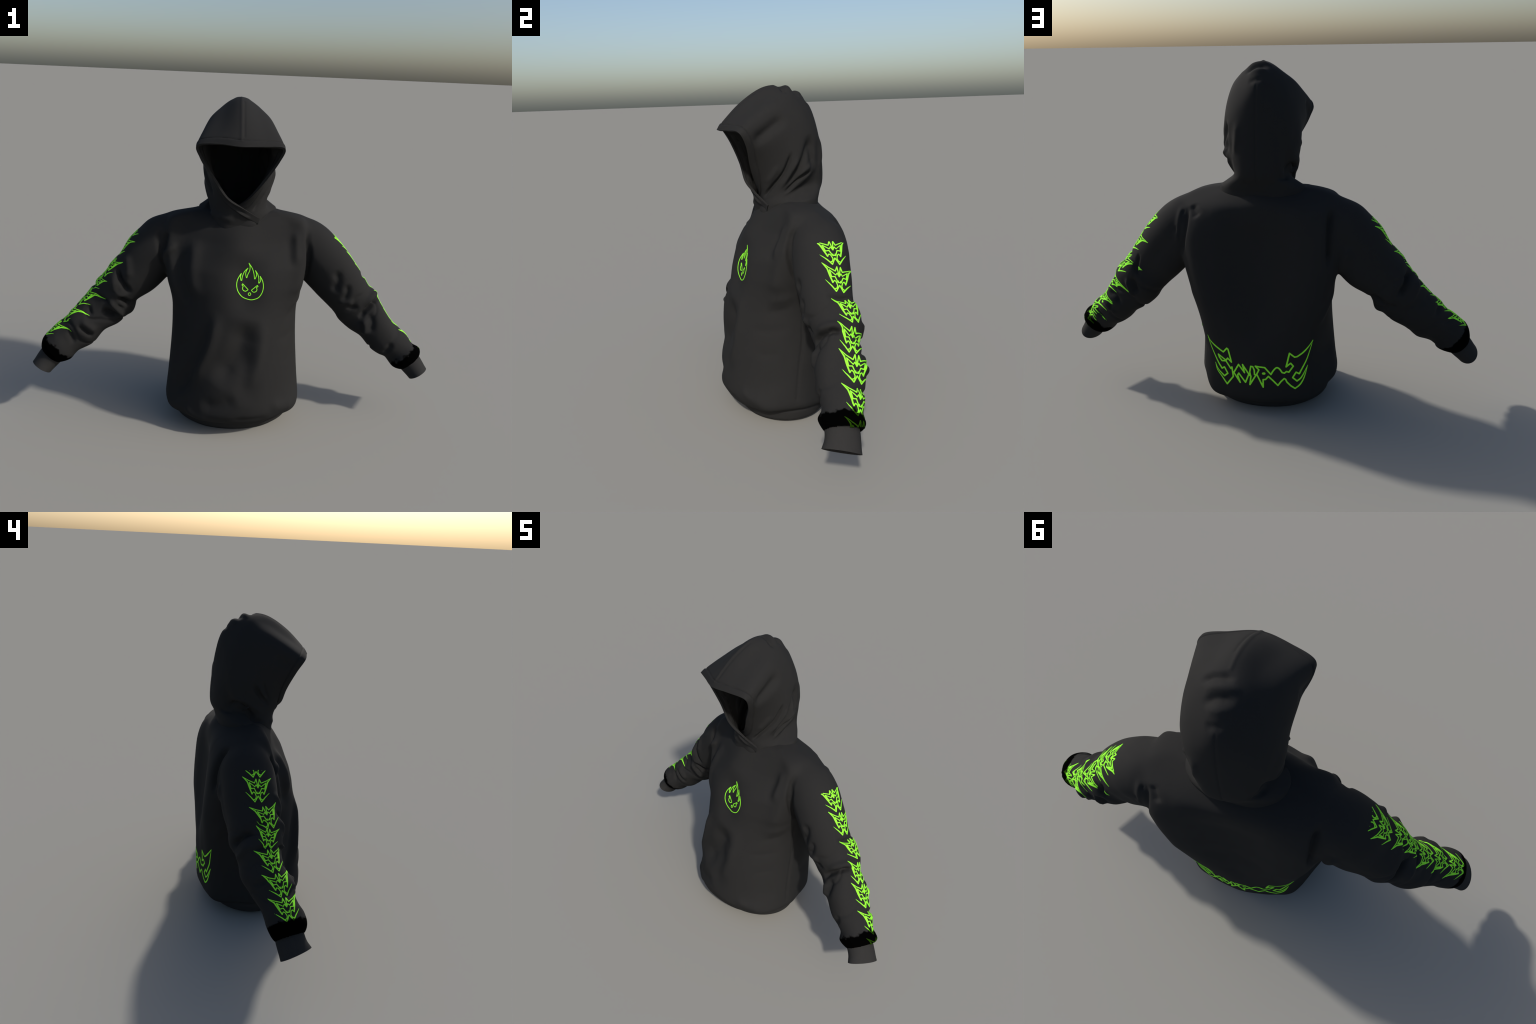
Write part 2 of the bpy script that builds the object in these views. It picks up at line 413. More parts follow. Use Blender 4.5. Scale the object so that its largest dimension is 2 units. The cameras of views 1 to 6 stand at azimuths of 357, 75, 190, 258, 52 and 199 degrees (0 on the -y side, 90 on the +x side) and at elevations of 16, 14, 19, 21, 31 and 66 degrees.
# small uneven creases where the sleeves bunch up, from elbow to hem
n0 = vertex_normals(body_v, body_q)
for side in (1, -1):
    s_, h_, y_ = arm_coords(side, body_v)
    on = (body_v[:, 0]*side > 0.42) & (s_ > 0.1) & (s_ < 0.70)
    turn = np.arctan2(y_ - 0.06, h_)
    lump = sum(a*np.sin(k*turn + f*s_*30 + p) for a, k, f, p in ((.5, 2, .7, side), (.35, 3, -1.1, 2*side), (.25, 5, .6, 4)))
    phase = s_*46 + 1.6*lump + 0.9*np.sin(turn + side)
    crease = np.exp(-(np.sin(phase/2)/0.22)**2)
    patch = np.clip(0.5 + 0.9*np.sin(2*turn + 17*s_ + 2*side)*np.sin(23*s_ + turn + side), 0, 1)
    zone = np.clip((s_ - .15)/.15, 0, 1)*np.clip((.69 - s_)/.05, 0, 1)
    body_v = body_v - n0*(0.0075*crease*patch*zone*on)[:, None] + n0*(0.0030*lump*zone*on)[:, None]
body_n = vertex_normals(body_v, body_q)
body_bvh = BVHTree.FromPolygons([Vector(p) for p in body_v], [tuple(map(int, q)) for q in body_q])

def cloth_shell(v, q, n, keep, region):
    """outer + inner layer and rims of the kept faces; returns {region: (verts, faces, normals)}."""
    q, region = q[keep], region[keep]
    inner = v - n*CLOTH
    N = len(v)
    allv, alln = np.concatenate([v, inner]), np.concatenate([n, -n])
    faces = [tuple(f) for f in q] + [tuple(f[::-1] + N) for f in q]
    reg = list(region) + list(region)
    e = np.concatenate([q[:, [0, 1]], q[:, [1, 2]], q[:, [2, 3]], q[:, [3, 0]]])
    er = np.concatenate([region]*4)
    have = set(map(tuple, e))
    for (a, b), r in zip(map(tuple, e), er):
        if (b, a) not in have:
            faces.append((b, a, a + N, b + N))
            reg.append(r)
    reg = np.array(reg)
    out = {}
    for r in np.unique(reg):
        fs = [faces[i] for i in np.nonzero(reg == r)[0]]
        used = np.unique(np.concatenate([np.array(f) for f in fs]))
        remap = -np.ones(2*N, int)
        remap[used] = np.arange(len(used))
        out[int(r)] = (allv[used], [tuple(remap[list(f)]) for f in fs], alln[used])
    return out

ctr = body_v[body_q].mean(1)
# armhole: a slanted, slightly curved seam
def sleeve_side(c):
    ax = np.abs(c[:, 0])
    return ax > 0.352 + 0.02*np.clip((0.95 - c[:, 2])/0.3, -0.5, 1) - 0.045*np.clip((0.70 - c[:, 2])/0.1, 0, 1)
is_sleeve = sleeve_side(ctr) & (ctr[:, 2] > 0.16)
s_of = np.where(ctr[:, 0] > 0, arm_coords(1, ctr)[0], arm_coords(-1, ctr)[0])
is_sleeve &= (ctr[:, 2] > 0.62) | (s_of > 0.05) & (np.abs(ctr[:, 0]) > 0.36)
region = np.zeros(len(ctr), int)
region[is_sleeve] = np.where(ctr[is_sleeve, 0] > 0, 1, 2)
neck = ((ctr[:, 0]/0.150)**2 + ((ctr[:, 1] - 0.065)/0.115)**2 < 1) & (ctr[:, 2] > 0.97)
bottom = (ctr[:, 2] < 0.150) & ((ctr[:, 0]/0.283)**2 + ((ctr[:, 1] - 0.010)/0.206)**2 < 1)
wrist = s_of - 0.20*(ctr[:, 1] - 0.075) > 0.7535
shell = cloth_shell(body_v, body_q, body_n, ~(neck | bottom | wrist), region)

root = bpy.data.objects.new("hooded_sweatshirt", None)
bpy.context.scene.collection.objects.link(root)
root["label"] = "black hooded sweatshirt with raised hood and acid green tribal prints"
root["category"] = "hoodie"

def shell_object(name, key, parent, material):
    v, f, n = shell[key]
    me = new_mesh(name, v, f)
    me.normals_split_custom_set_from_vertices([tuple(x) for x in n])
    return add_object(name, me, parent, material)

torso = shell_object("torso", 0, root, FABRIC)
sleeve = {1: shell_object("sleeve", 1, root, SLEEVE_FABRIC), -1: shell_object("sleeve", 2, root, SLEEVE_FABRIC)}

# ---------------------------------------------------------------- tubes: waistband and cuffs
def tube_object(name, rings, parent, material, thick):
    """rings (r, c, 3) outer surface; gives it an inner wall and closed rims."""
    r, c, _ = rings.shape
    v = rings.reshape(-1, 3)
    f = grid_faces(r, c, True)
    n = vertex_normals(v, f)
    mid = rings.mean((0, 1))
    if ((v - mid) * n).sum() < 0:
        f = [q[::-1] for q in f]
        n = -n
    N = len(v)
    faces = list(f) + [tuple(i + N for i in q[::-1]) for q in f]
    for row, flip in ((0, False), (r - 1, True)):
        for k in range(c):
            a, b = row*c + k, row*c + (k + 1) % c
            faces.append((a, b, b + N, a + N))
    me = new_mesh(name, np.concatenate([v, v - n*thick]), faces)
    bm = bmesh.new()
    bm.from_mesh(me)
    bmesh.ops.recalc_face_normals(bm, faces=bm.faces)
    bm.to_mesh(me)
    bm.free()
    ob = add_object(name, me, parent, material)
    me.set_sharp_from_angle(angle=math.radians(50))
    return ob

a = np.linspace(0, 2*np.pi, 160, endpoint=False)
band = []
for z, hx, yf, yb in catmull([(0.000, .270, -.198, .203), (0.012, .284, -.208, .214), (0.035, .294, -.217, .223),
                              (0.070, .302, -.228, .232), (0.125, .294, -.222, .226)], 18):
    n = 2.0
    cx, cy = np.sign(np.cos(a))*np.abs(np.cos(a))**(2/n), np.sign(np.sin(a))*np.abs(np.sin(a))**(2/n)
    lift = 0.016*np.clip(np.abs(np.cos(a)) - 0.5, 0, 1) * np.clip((0.100 - z)/0.100, 0, 1)
    band.append(np.stack([hx*cx, (yf+yb)/2 + cy*(yb-yf)/2, z + lift], 1))
tube_object("waistband", np.array(band), root, RIB, CLOTH)

def cuff(side):
    rows = []
    a = np.linspace(0, 2*np.pi, 72, endpoint=False)
    for s, top, bot, fr, bk in catmull([(.700, .054, -.056, -.078, .052), (.740, .057, -.057, -.082, .052), (.775, .052, -.056, -.090, .046),
                                        (.800, .047, -.055, -.100, .041), (.820, .044, -.055, -.108, .038)], 22):
        h, y = (top+bot)/2 + np.cos(a)*(top-bot)/2, (fr+bk)/2 + np.sin(a)*(bk-fr)/2
        rows.append(arm_point(side, s - .001 + (s - .70)/.12*(0.18*h + 0.34*(y + 0.010)), h, y))
    tube_object("cuff", np.array(rows), sleeve[side], RIB, 0.006)
cuff(1)
cuff(-1)

# ---------------------------------------------------------------- hood
# each rib: right-hand half from the crown seam down to the chin (x, y, z); mirrored for the left half
RIBS = [
    [(0, -.261, 1.386), (.100, -.236, 1.386), (.187, -.205, 1.379), (.172, -.170, 1.318), (.112, -.141, 1.222)],
    [(0, -.236, 1.421), (.098, -.212, 1.413), (.184, -.176, 1.398), (.178, -.140, 1.325), (.122, -.114, 1.222)],
    [(0, -.147, 1.506), (.085, -.130, 1.477), (.162, -.105, 1.442), (.177, -.080, 1.355), (.136, -.070, 1.225)],
    [(0, -.045, 1.568), (.070, -.032, 1.534), (.140, -.012, 1.483), (.172, -.005, 1.365), (.150, -.022, 1.230)],
    [(0,  .045, 1.577), (.064,  .052, 1.552), (.124,  .062, 1.480), (.163,  .055, 1.375), (.164,  .030, 1.235)],
    [(0,  .125, 1.548), (.066,  .122, 1.510), (.124,  .118, 1.435), (.158,  .104, 1.335), (.167,  .070, 1.215)],
    [(0,  .185, 1.485), (.066,  .178, 1.438), (.118,  .165, 1.372), (.146,  .148, 1.290), (.158,  .105, 1.185)],
    [(0,  .214, 1.390), (.065,  .207, 1.352), (.112,  .190, 1.300), (.136,  .168, 1.232), (.146,  .118, 1.158)],
    [(0,  .232, 1.235), (.060,  .226, 1.215), (.099,  .202, 1.190), (.113,  .163, 1.158), (.126,  .104, 1.128)],
    [(0,  .236, 1.130), (.060,  .226, 1.128), (.098,  .192, 1.122), (.113,  .147, 1.115), (.126,  .090, 1.103)],
    [(0,  .216, 1.082), (.070,  .206, 1.082), (.124,  .182, 1.082), (.148,  .138, 1.084), (.154,  .083, 1.080)],
    [(0,  .200, 1.045), (.080,  .194, 1.046), (.142,  .168, 1.050), (.180,  .128, 1.058), (.188,  .075, 1.058)],
]
FAN = np.array([0, .12, .28, .40, .50, .60, .68, .76, .83, .90, .95, 1.0])
# the lower front of the ribs: first (opening edge) and last (neck seam)
LEFT_FRONT = [((-.050, -.130, 1.136), (-.150, .010, 1.045)), ((.022, -.104, 1.088), (-.060, -.085, 1.004)), ((.102, -.060, 1.034), (.095, -.062, 1.014))]
RIGHT_FRONT = [((.050, -.104, 1.140), (.150, .010, 1.045)), ((.000, -.078, 1.100), (.075, -.072, 1.010)), ((-.050, -.064, 1.070), (-.020, -.082, 0.998))]

ctrl = []
for rib, f in zip(RIBS, FAN):
    half = np.array(rib)
    def front(table):
        return [np.array(p)*(1 - f) + np.array(q)*f for p, q in table]
    flat = half * [-1, 1, 1] - np.array([0, .012, 0])*np.clip((f - .6)/.15, 0, 1)*np.clip((.99 - f)/.06, 0, 1)*(np.array([.5, 1, 1, .8, .3])[:, None])
    left = list(flat) + front(LEFT_FRONT)
    right = list(half) + front(RIGHT_FRONT)
    for k in (1, 2):                                      # the brim arches a little higher on the right-hand side
        left[k] = left[k] + np.array([0, 0, .006*(k == 1)*(f < .2)])
    ctrl.append(left[::-1] + right[1:])
ctrl = np.array(ctrl)                      # 12 ribs x 15 points
R, C = 190, 300
hood = catmull(ctrl, R)
hood = catmull(hood.transpose(1, 0, 2), C).transpose(1, 0, 2)
hood_v = hood.reshape(-1, 3)
hood_q = np.array(grid_faces(R, C, False))
# the seam row dips just into the torso
last = np.arange((R-1)*C, R*C)
for i in last:
    hit = body_bvh.ray_cast(Vector((*hood_v[i, :2], 1.4)), Vector((0, 0, -1)))
    if hit[0] is not None:
        hood_v[i, 2] = min(hood_v[i, 2], hit[0].z - 0.004)
hood_v = relax(hood_v, hood_q, 3, where=np.repeat((np.arange(R) > 2) & (np.arange(R) < R - 1), C).astype(float) * np.tile((np.arange(C) > 0) & (np.arange(C) < C - 1), R))
hn = vertex_normals(hood_v, hood_q)
if hn[(R//2)*C + C//2, 1] < 0 and False:
    pass
outward = ((hood_v - np.array([0, 0.02, 1.3])) * hn).sum() > 0
if not outward:
    hood_q = hood_q[:, ::-1]
    hn = -hn
CROWN_FOLDS = [
    # crown wrinkles over the seam
    ([(.085, .050, 1.535), (.053, .042, 1.561), (.024, .041, 1.574), (.002, .040, 1.577), (-.028, .044, 1.573)], .012, -.013, .3),
    ([(.066, .075, 1.544), (.025, .075, 1.568), (-.014, .070, 1.571), (-.055, .062, 1.558)], .013, .007, .35),
    ([(.060, .112, 1.525), (.023, .104, 1.556), (-.004, .100, 1.561), (-.045, .096, 1.551)], .013, -.011, .35),
    ([(.045, .132, 1.525), (.006, .132, 1.543), (-.022, .125, 1.546), (-.055, .118, 1.530)], .014, .005, .35),
    ([(.040, .161, 1.495), (.006, .167, 1.511), (-.030, .158, 1.508)], .014, -.006, .35),
    # centre seam tape
    ([(0, -.25, 1.405), (0, -.147, 1.506), (0, -.045, 1.568), (0, .020, 1.581)], .0065, .0030, .02),
    ([(.012, -.236, 1.420), (.012, -.147, 1.504), (.012, -.045, 1.566)], .004, -.0022, .05),
    ([(0, .17, 1.50), (0, .214, 1.39), (0, .232, 1.235), (0, .236, 1.13), (0, .21, 1.07)], .004, -.0025, .05),
]
LEFT_CHEEK_FOLDS = [
    ([(.182, -.150, 1.322), (.182, -.118, 1.344), (.177, -.073, 1.379), (.164, -.010, 1.422), (.152, .030, 1.443)], .026, -.019, .3),
    ([(.188, -.150, 1.350), (.172, -.138, 1.300), (.143, -.124, 1.257), (.109, -.111, 1.202)], .012, -.004, .3),
    ([(.061, -.069, 1.066), (.097, -.052, 1.104), (.127, -.022, 1.145), (.147, .006, 1.185), (.162, .025, 1.229), (.170, .045, 1.289)], .008, -.015, .2),
    ([(.105, -.070, 1.125), (.135, -.040, 1.175), (.155, -.010, 1.23)], .014, .006, .35),
    ([(.128, -.009, 1.109), (.149, .027, 1.162), (.167, .060, 1.223), (.170, .083, 1.269)], .012, .010, .3),
    ([(.134, .010, 1.110), (.152, .045, 1.162), (.163, .075, 1.205), (.165, .105, 1.26), (.146, .140, 1.339)], .017, -.016, .25),
    ([(.130, .012, 1.092), (.142, .042, 1.121), (.152, .088, 1.160), (.143, .148, 1.192)], .008, -.014, .2),
    ([(.145, .06, 1.165), (.152, .10, 1.195), (.140, .15, 1.225)], .010, .008, .35),
    ([(.120, .182, 1.345), (.122, .188, 1.284), (.116, .195, 1.237), (.108, .202, 1.19)], .024, -.008, .4),
    ([(.150, .135, 1.365), (.148, .145, 1.30), (.142, .150, 1.24), (.135, .155, 1.18)], .026, -.020, .35),
    ([(.094, .195, 1.35), (.082, .206, 1.318), (.083, .211, 1.275), (.092, .209, 1.231), (.100, .206, 1.195)], .016, .007, .35),
]
RIGHT_CHEEK_FOLDS = [
    ([(-.180, -.140, 1.330), (-.180, -.10, 1.365), (-.172, -.05, 1.405)], .026, -.009, .35),
    ([(-.169, .047, 1.265), (-.157, .017, 1.211), (-.138, -.019, 1.172), (-.112, -.055, 1.135)], .012, -.012, .25),
    ([(-.165, .02, 1.26), (-.150, -.006, 1.205), (-.130, -.038, 1.165)], .010, .009, .3),
    ([(-.165, -.005, 1.272), (-.148, -.025, 1.214), (-.120, -.058, 1.155)], .009, -.006, .3),
    ([(-.125, .165, 1.125), (-.143, .126, 1.150), (-.147, .087, 1.136), (-.144, .055, 1.100), (-.150, .016, 1.066), (-.12, -.04, 1.045)], .012, -.017, .2),
    ([(-.132, .155, 1.165), (-.148, .110, 1.180), (-.152, .070, 1.165), (-.145, .03, 1.13), (-.115, -.03, 1.09)], .016, .008, .3),
    ([(-.087, .211, 1.114), (-.115, .186, 1.114), (-.138, .135, 1.120)], .011, -.008, .3),
    ([(-.115, -.085, 1.165), (-.066, -.117, 1.130), (-.006, -.109, 1.086), (.056, -.079, 1.042)], .009, -.005, .3),
    ([(-.02, -.10, 1.075), (.021, -.094, 1.057), (.061, -.073, 1.030)], .008, .006, .35),
    ([(-.10, -.06, 1.05), (-.06, -.09, 1.035), (-.01, -.098, 1.03)], .016, .006, .35),
]
plain = BVHTree.FromPolygons([Vector(p) for p in hood_v], [tuple(map(int, q)) for q in hood_q])
for line, width, height, fade in CROWN_FOLDS + LEFT_CHEEK_FOLDS + RIGHT_CHEEK_FOLDS:
    hood_v = fold(hood_v, hn, line, width, height, fade, onto=plain)
hn = vertex_normals(hood_v, hood_q)
N = len(hood_v)
# stitched channel along the face opening
rowpos = np.linalg.norm(hood_v.reshape(R, C, 3)[:, :, :] - hood_v.reshape(R, C, 3)[:1], axis=2).ravel()
hood_v = hood_v - hn*(0.0030*np.exp(-((rowpos - 0.034)/0.0035)**2))[:, None] + hn*(0.0022*np.clip((0.033 - rowpos)/0.004, 0, 1))[:, None]
hn = vertex_normals(hood_v, hood_q)
# double lining: thin at the face opening, thicker towards the back of the head
depth = np.repeat(CLOTH + 0.021*np.clip((np.arange(R)/(R-1) - 0.03)/0.25, 0, 1)*np.clip((0.97 - np.arange(R)/(R-1))/0.1, 0, 1), C)
across = np.tile(np.clip(np.minimum(np.arange(C), C-1-np.arange(C))/(0.25*C), 0, 1), R)
lining = relax(hood_v, hood_q, 12)
inner = lining - hn*(CLOTH + .003 + (depth - CLOTH)*across)[:, None]
faces = [tuple(f) for f in hood_q] + [tuple(f[::-1] + N) for f in hood_q]
e = np.concatenate([hood_q[:, [0, 1]], hood_q[:, [1, 2]], hood_q[:, [2, 3]], hood_q[:, [3, 0]]])
have = set(map(tuple, e))
for p, q in map(tuple, e):
    if (q, p) not in have:
        faces.append((q, p, p + N, q + N))
hood_me = new_mesh("hood", np.concatenate([hood_v, inner]), faces)
hood_ob = add_object("hood", hood_me, root, FABRIC)
hood_me.set_sharp_from_angle(angle=math.radians(60))

# ---------------------------------------------------------------- screen prints
class Drawing:
    """a flat drawing made of round-ended pen strokes whose width may taper; kept as a distance field."""
    def __init__(self):
        self.segs = []

    def stroke(self, pts, width, tip_a=None, tip_b=None, taper=0.5, smooth=0):
        p = np.array(pts, float)
        if smooth:
            p = catmull(p, smooth*(len(p) - 1) + 1)
        run = np.concatenate([[0], np.cumsum(np.linalg.norm(np.diff(p, axis=0), axis=1))])
        run /= run[-1]
        w = np.full(len(p), width/2)
        if tip_a is not None:
            w = np.minimum(w, tip_a/2 + (width - tip_a)/2*run/taper)
        if tip_b is not None:
            w = np.minimum(w, tip_b/2 + (width - tip_b)/2*(1 - run)/taper)
        for k in range(len(p) - 1):
            self.segs.append((*p[k], *p[k+1], w[k], w[k+1]))

    def field(self, gx, gy):
        f = np.full((len(gy), len(gx)), 1.0)
        for ax, ay, bx, by, wa, wb in self.segs:
            m = max(wa, wb) + 0.006
            i0, i1 = np.searchsorted(gx, [min(ax, bx) - m, max(ax, bx) + m])
            j0, j1 = np.searchsorted(gy, [min(ay, by) - m, max(ay, by) + m])
            if i0 == i1 or j0 == j1:
                continue
            X, Y = np.meshgrid(gx[i0:i1], gy[j0:j1])
            dx, dy = bx - ax, by - ay
            t = np.clip(((X - ax)*dx + (Y - ay)*dy)/max(dx*dx + dy*dy, 1e-12), 0, 1)
            d = np.hypot(X - ax - t*dx, Y - ay - t*dy) - (wa + (wb - wa)*t)
            f[j0:j1, i0:i1] = np.minimum(f[j0:j1, i0:i1], d)
        return f

    def outline(self, cell, keep=None):
        """polygons of the inked area: marching squares over the distance field."""
        seg = np.array(self.segs)
        lo = seg[:, :4].reshape(-1, 2).min(0) - 0.01
        hi = seg[:, :4].reshape(-1, 2).max(0) + 0.01
        gx, gy = np.arange(lo[0], hi[0], cell), np.arange(lo[1], hi[1], cell)
        f = self.field(gx, gy)
        if keep is not None:
            f = np.maximum(f, keep(*np.meshgrid(gx, gy)))
        f = np.where(np.abs(f) < 1e-7, 1e-7, f)
        inside = f < 0
        pts, index, polys = [], {}, []
        def vert(key, xy):
            if key not in index:
                index[key] = len(pts)
                pts.append(xy)
            return index[key]
        any_in = inside[:-1, :-1] | inside[1:, :-1] | inside[:-1, 1:] | inside[1:, 1:]
        for j, i in zip(*np.nonzero(any_in)):
            corner = [(j, i), (j, i+1), (j+1, i+1), (j+1, i)]
            poly = []
            for a, b in zip(corner, corner[1:] + corner[:1]):
                if inside[a]:
                    poly.append(vert(a, (gx[a[1]], gy[a[0]])))
                if inside[a] != inside[b]:
                    lo_, hi_ = min(a, b), max(a, b)
                    t = f[lo_]/(f[lo_] - f[hi_])
                    poly.append(vert((lo_, hi_), (gx[lo_[1]] + t*(gx[hi_[1]] - gx[lo_[1]]), gy[lo_[0]] + t*(gy[hi_[0]] - gy[lo_[0]]))))
            if len(set(poly)) > 2:
                polys.append(poly)
        return np.array(pts), polys

def lay_on_cloth(name, drawing, place, towards, parent, material, cell=0.0018, lift=0.0014, keep=None):
    """drop every point of the drawing onto the cloth along 'towards' and give the film a thickness."""
    flat, polys = drawing.outline(cell, keep)
    start = place(flat)
    d = Vector(towards)
    pos, nor = np.full((len(flat), 3), np.nan), np.zeros((len(flat), 3))
    for i, p in enumerate(start):
        h = body_bvh.ray_cast(Vector(p), d)
        if h[0] is not None:
            pos[i] = h[0]
            q = body_q[h[2]]
            w = 1/(np.linalg.norm(body_v[q] - pos[i], axis=1) + 1e-5)
            nn = (body_n[q]*w[:, None]).sum(0)
            nor[i] = nn/np.linalg.norm(nn)
    good = []
    for p in polys:
        q = pos[p]
        if np.isnan(q).any() or np.linalg.norm(q - q.mean(0), axis=1).max() > 0.012:
            continue
        good.append(p)
    top, base = pos + nor*lift, pos - nor*0.0008
    used = sorted({i for p in good for i in p})
    remap = {v: k for k, v in enumerate(used)}
    n = len(used)
    verts = np.concatenate([top[used], base[used]])
    norms = np.concatenate([nor[used], nor[used]])
    faces, edges = [], {}
    for p in good:
        r = [remap[i] for i in p]
        c = verts[r]
        if np.cross(c[1] - c[0], c[-1] - c[0]) @ norms[r[0]] < 0:
            r = r[::-1]
        faces.append(r)
        for a, b in zip(r, r[1:] + r[:1]):
            edges[(a, b)] = True
    for a, b in edges:
        if (b, a) not in edges:
            faces.append([b, a, a + n, b + n])
    me = new_mesh(name, verts, faces)
    me.normals_split_custom_set_from_vertices([tuple(x) for x in norms])
    return add_object(name, me, parent, material)

# flame with a scowling face, on the chest: (x, z)
flame = Drawing()
FLAME = {
    "round body": [(.0216, .7978), (.0165, .7919), (.0045, .7708), (.0012, .7455), (.0099, .7168), (.0317, .6918), (.0638, .6803), (.0852, .6822), (.1063, .6921), (.1214, .7165), (.1253, .7438), (.12, .7684), (.109, .7873)],
    "left lick in": [(.0216, .7978), (.0179, .7835), (.0203, .7676)], "valley a": [(.0203, .7676), (.0242, .7676)],
    "left lick out": [(.0242, .7676), (.0272, .7852), (.0362, .8061), (.0516, .8218)],
    "second in": [(.0516, .8218), (.0441, .8077), (.0419, .7944), (.0453, .7792)], "valley b": [(.0453, .7792), (.0481, .7792)],
    "main left": [(.0481, .7792), (.0516, .7925), (.0599, .8099), (.0611, .829), (.0558, .844)],
    "main right": [(.0558, .844), (.0711, .8221), (.0797, .7983), (.0831, .7754)], "valley c": [(.0831, .7754), (.0861, .7752)],
    "fourth in": [(.0861, .7752), (.0916, .7893), (.0907, .8011), (.0865, .8115)],
    "fourth out": [(.0865, .8115), (.0976, .7957), (.1032, .7766), (.1027, .7571)], "valley d": [(.1027, .7571), (.1056, .7568)],
    "right lick in": [(.1056, .7568), (.1111, .7658), (.112, .776), (.109, .7873)],
}
for key, pts in FLAME.items():
    flame.stroke(pts, 0.0032, smooth=6 if len(pts) > 2 else 0)
for brow, lid in (([(.055, .7257), (.0290, .7521), (.0257, .7474), (.0315, .741)], [(.0315, .741), (.0287, .7322), (.0325, .7233), (.0423, .7187), (.0502, .7216), (.055, .7257)]),
                  ([(.0703, .7233), (.0974, .7463), (.1007, .7418), (.0932, .7356)], [(.0932, .7356), (.0961, .7276), (.092, .7185), (.0823, .7149), (.0751, .7179), (.0703, .7233)])):
    flame.stroke(brow, 0.0032)
    flame.stroke(lid, 0.0032, smooth=5)
nose = np.linspace(0, 2*np.pi, 25)
flame.stroke(np.column_stack([.0622 + .0060*np.cos(nose), .7056 + .0062*np.sin(nose)]), 0.0032)
lay_on_cloth("flame_emblem", flame, lambda p: np.column_stack([p[:, 0], np.full(len(p), -0.6), p[:, 1]]), (0, 1, 0), torso, INK, cell=0.0013)

# spiky outlined word across the lower back: (x, z)
word = Drawing()
W = 0.0069
word.stroke([(.2392, .3875), (.2283, .3667), (.2016, .343), (.1636, .3169)], W, tip_a=.0012, taper=.6, smooth=5)
word.stroke([(.1636, .3169), (.1436, .3418), (.138, .3372), (.1256, .2703), (.1434, .2876), (.1525, .2742)], W)
word.stroke([(.1525, .2742), (.1666, .2826), (.1896, .2981), (.1855, .2826), (.1735, .267), (.1535, .2708), (.1297, .2361), (.1241, .2454), (.1194, .1969), (.153, .1492)], W)
word.stroke([(.153, .1492), (.1777, .1846), (.1999, .2145), (.209, .2512)], W, tip_b=.001, taper=.9, smooth=5)
word.stroke([(.209, .2512), (.1943, .2184), (.1648, .1893)], W, tip_a=.001, taper=.9, smooth=5)
word.stroke([(.1648, .1893), (.1466, .2072), (.1626, .2365), (.1755, .227)], W)
word.stroke([(.1755, .227), (.1967, .2629), (.2202, .3222), (.2392, .3875)], W, tip_b=.0010, taper=.95, smooth=5)
word.stroke([(.1157, .2185), (.0908, .2648), (.0634, .2267), (.0715, .2675), (.0425, .2224), (.0602, .1766), (.0914, .2196), (.0977, .2078), (.086, .1716), (.1157, .2185)], W)
word.stroke([(.0351, .2167), (.0378, .2356), (.0319, .2646), (.0224, .2638), (.0161, .2471), (.0155, .2244), (.0081, .2231)], W)
word.stroke([(.0426, .2191), (.0327, .2137), (.0392, .1682), (.0081, .2231)], W)
word.stroke([(.0105, .268), (-.0055, .2505), (.0051, .2275), (-.0229, .1608), (-.0235, .2009), (-.0344, .2015), (-.0478, .2183), (-.0709, .1923), (-.0897, .1701)], W)
word.stroke([(-.0897, .1701), (-.1040, .1905), (-.1183, .2053), (-.1248, .2012), (-.1299, .187), (-.1480, .1650), (-.1661, .1499)], W)
word.stroke([(-.1661, .1499), (-.1889, .1704), (-.2066, .2058), (-.2216, .2646)], W, tip_b=.0012, taper=.8, smooth=5)
word.stroke([(-.2216, .2646), (-.1959, .2089), (-.175, .1884)], W, tip_a=.0012, taper=.8, smooth=5)
word.stroke([(-.175, .1884), (-.1559, .2078), (-.171, .2345), (-.185, .2256)], W)
word.stroke([(-.185, .2256), (-.2152, .2906), (-.2318, .344), (-.2458, .3948)], W, tip_b=.0010, taper=.95, smooth=5)
word.stroke([(-.2458, .3948), (-.2295, .3683), (-.2048, .339), (-.1771, .3166)], W, tip_a=.0012, taper=.6, smooth=5)
word.stroke([(-.1771, .3166), (-.1657, .3147), (-.1441, .3372), (-.1276, .2656), (-.1474, .2831), (-.1589, .2665), (-.1392, .2372), (-.129, .2417), (-.12, .2337), (-.1097, .2366)], W)
word.stroke([(-.1097, .2366), (-.098, .2559), (-.0847, .2623), (-.070, .2470), (-.0595, .2276)], W, smooth=4)
word.stroke([(-.0595, .2276), (-.0321, .2632), (.0105, .268)], W)
word.stroke([(-.0245, .2323), (-.0297, .2325)], 0.011)
lay_on_cloth("back_lettering", word, lambda p: np.column_stack([p[:, 0], np.full(len(p), 0.6), p[:, 1]]), (0, -1, 0), torso, INK)

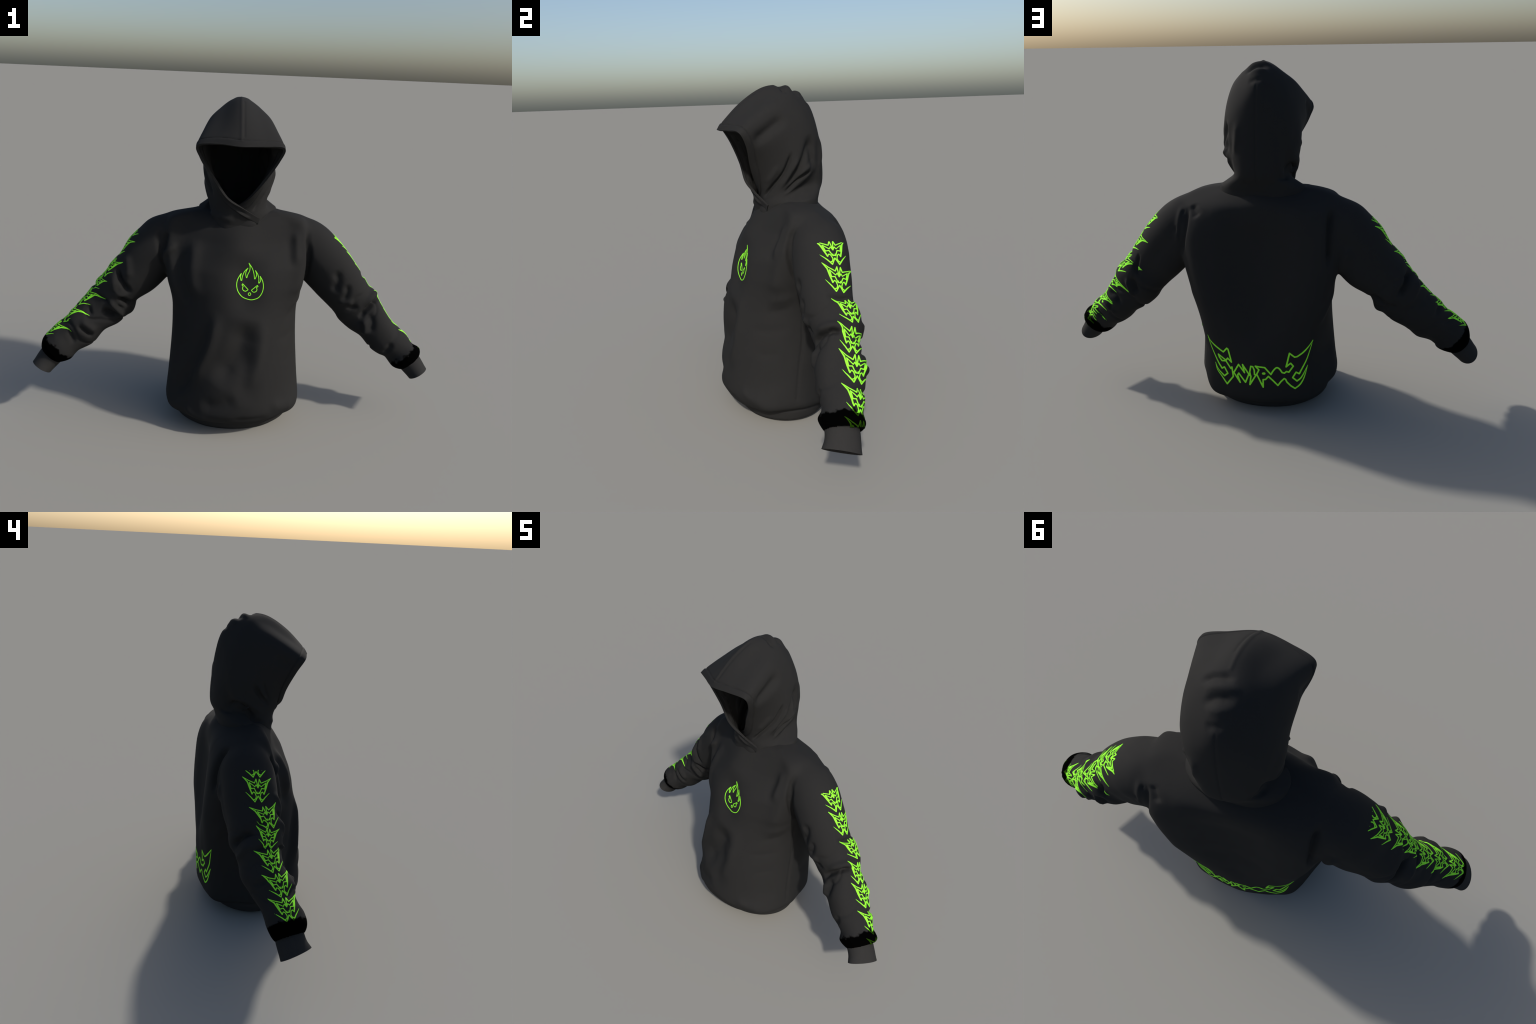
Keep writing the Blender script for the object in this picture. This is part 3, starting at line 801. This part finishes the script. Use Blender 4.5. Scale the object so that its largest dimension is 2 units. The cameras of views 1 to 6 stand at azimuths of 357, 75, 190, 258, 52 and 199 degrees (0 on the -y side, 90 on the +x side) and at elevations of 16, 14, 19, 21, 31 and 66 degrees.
# one spiky winged motif, symmetrical about its spine: (across, down) in millimetres
MOTIF = [  # points, width, taper start, taper end
    ([(-72, 0), (-44, 19), (-16, 31), (-8, 14), (0, 49)], 4.6, 1.2, None),      # wing, upper edge
    ([(-41, 28), (-15, 46), (-9, 38), (0, 51)], 3.6, None, None),                          # wing, inner line
    ([(-72, 0), (-50, 24), (-40, 50), (-29, 74)], 6.2, 1.2, None),                         # wing, outer edge
    ([(-41, 28), (-33, 53), (-18, 52), (-7, 72), (0, 72)], 4.4, None, None),               # wing, inner edge
    ([(-29, 74), (-22, 66), (-15, 70), (-9, 84), (-13, 94), (-22, 97)], 4.2, None, None),  # waist
    ([(-60, 64), (-34, 87), (-16, 106)], 5.0, 0.8, None),                                  # leg, outer
    ([(-16, 106), (0, 82)], 4.6, None, None),                                              # leg, inner
    ([(-5, 66), (-4, 74)], 3.0, None, None),
]
#  s of the wing tips, y of the spine, scale, turn in degrees
SLEEVE_MOTIFS = {1: [(-.030, .106, 1.02, 2), (.093, .112, 1.0, 10), (.230, .116, .94, -4), (.352, .112, .93, 14), (.458, .104, 1.04, 14), (.588, .078, 1.0, 12), (.712, .048, .95, 8)],
                 -1: [(-.100, .082, 1.0, 0), (.018, .078, .97, -2), (.146, .060, .95, 12), (.252, .046, .80, -5), (.344, .056, .95, 12), (.454, .032, .95, 12), (.562, .012, .95, 8)]}
for side, motifs in SLEEVE_MOTIFS.items():
    ink = Drawing()
    for s0, y0, size, turn in motifs:
        ca, sa = math.cos(math.radians(turn)), math.sin(math.radians(turn))
        for pts, width, ta, tb in MOTIF:
            for mirror in (1, -1):
                q = np.array(pts, float)*[mirror*size/1000, 1.17*size/1000]
                q = np.column_stack([y0 - (q[:, 0]*ca + q[:, 1]*sa), s0 + q[:, 1]*ca - q[:, 0]*sa])
                ink.stroke(q, .93*width*size/1000, tip_a=None if ta is None else ta/1000, tip_b=tb, taper=.35)
    lay_on_cloth("sleeve_print", ink, lambda p, side=side: arm_point(side, p[:, 1], np.full(len(p), 0.4), p[:, 0]),
                 tuple(arm_point(side, np.zeros(1), np.zeros(1), 0.0)[0] - arm_point(side, np.zeros(1), np.ones(1), 0.0)[0]),
                 sleeve[side], SLEEVE_INK,
                 keep=lambda Y, S: np.maximum(-0.012 - S, S - 0.745))
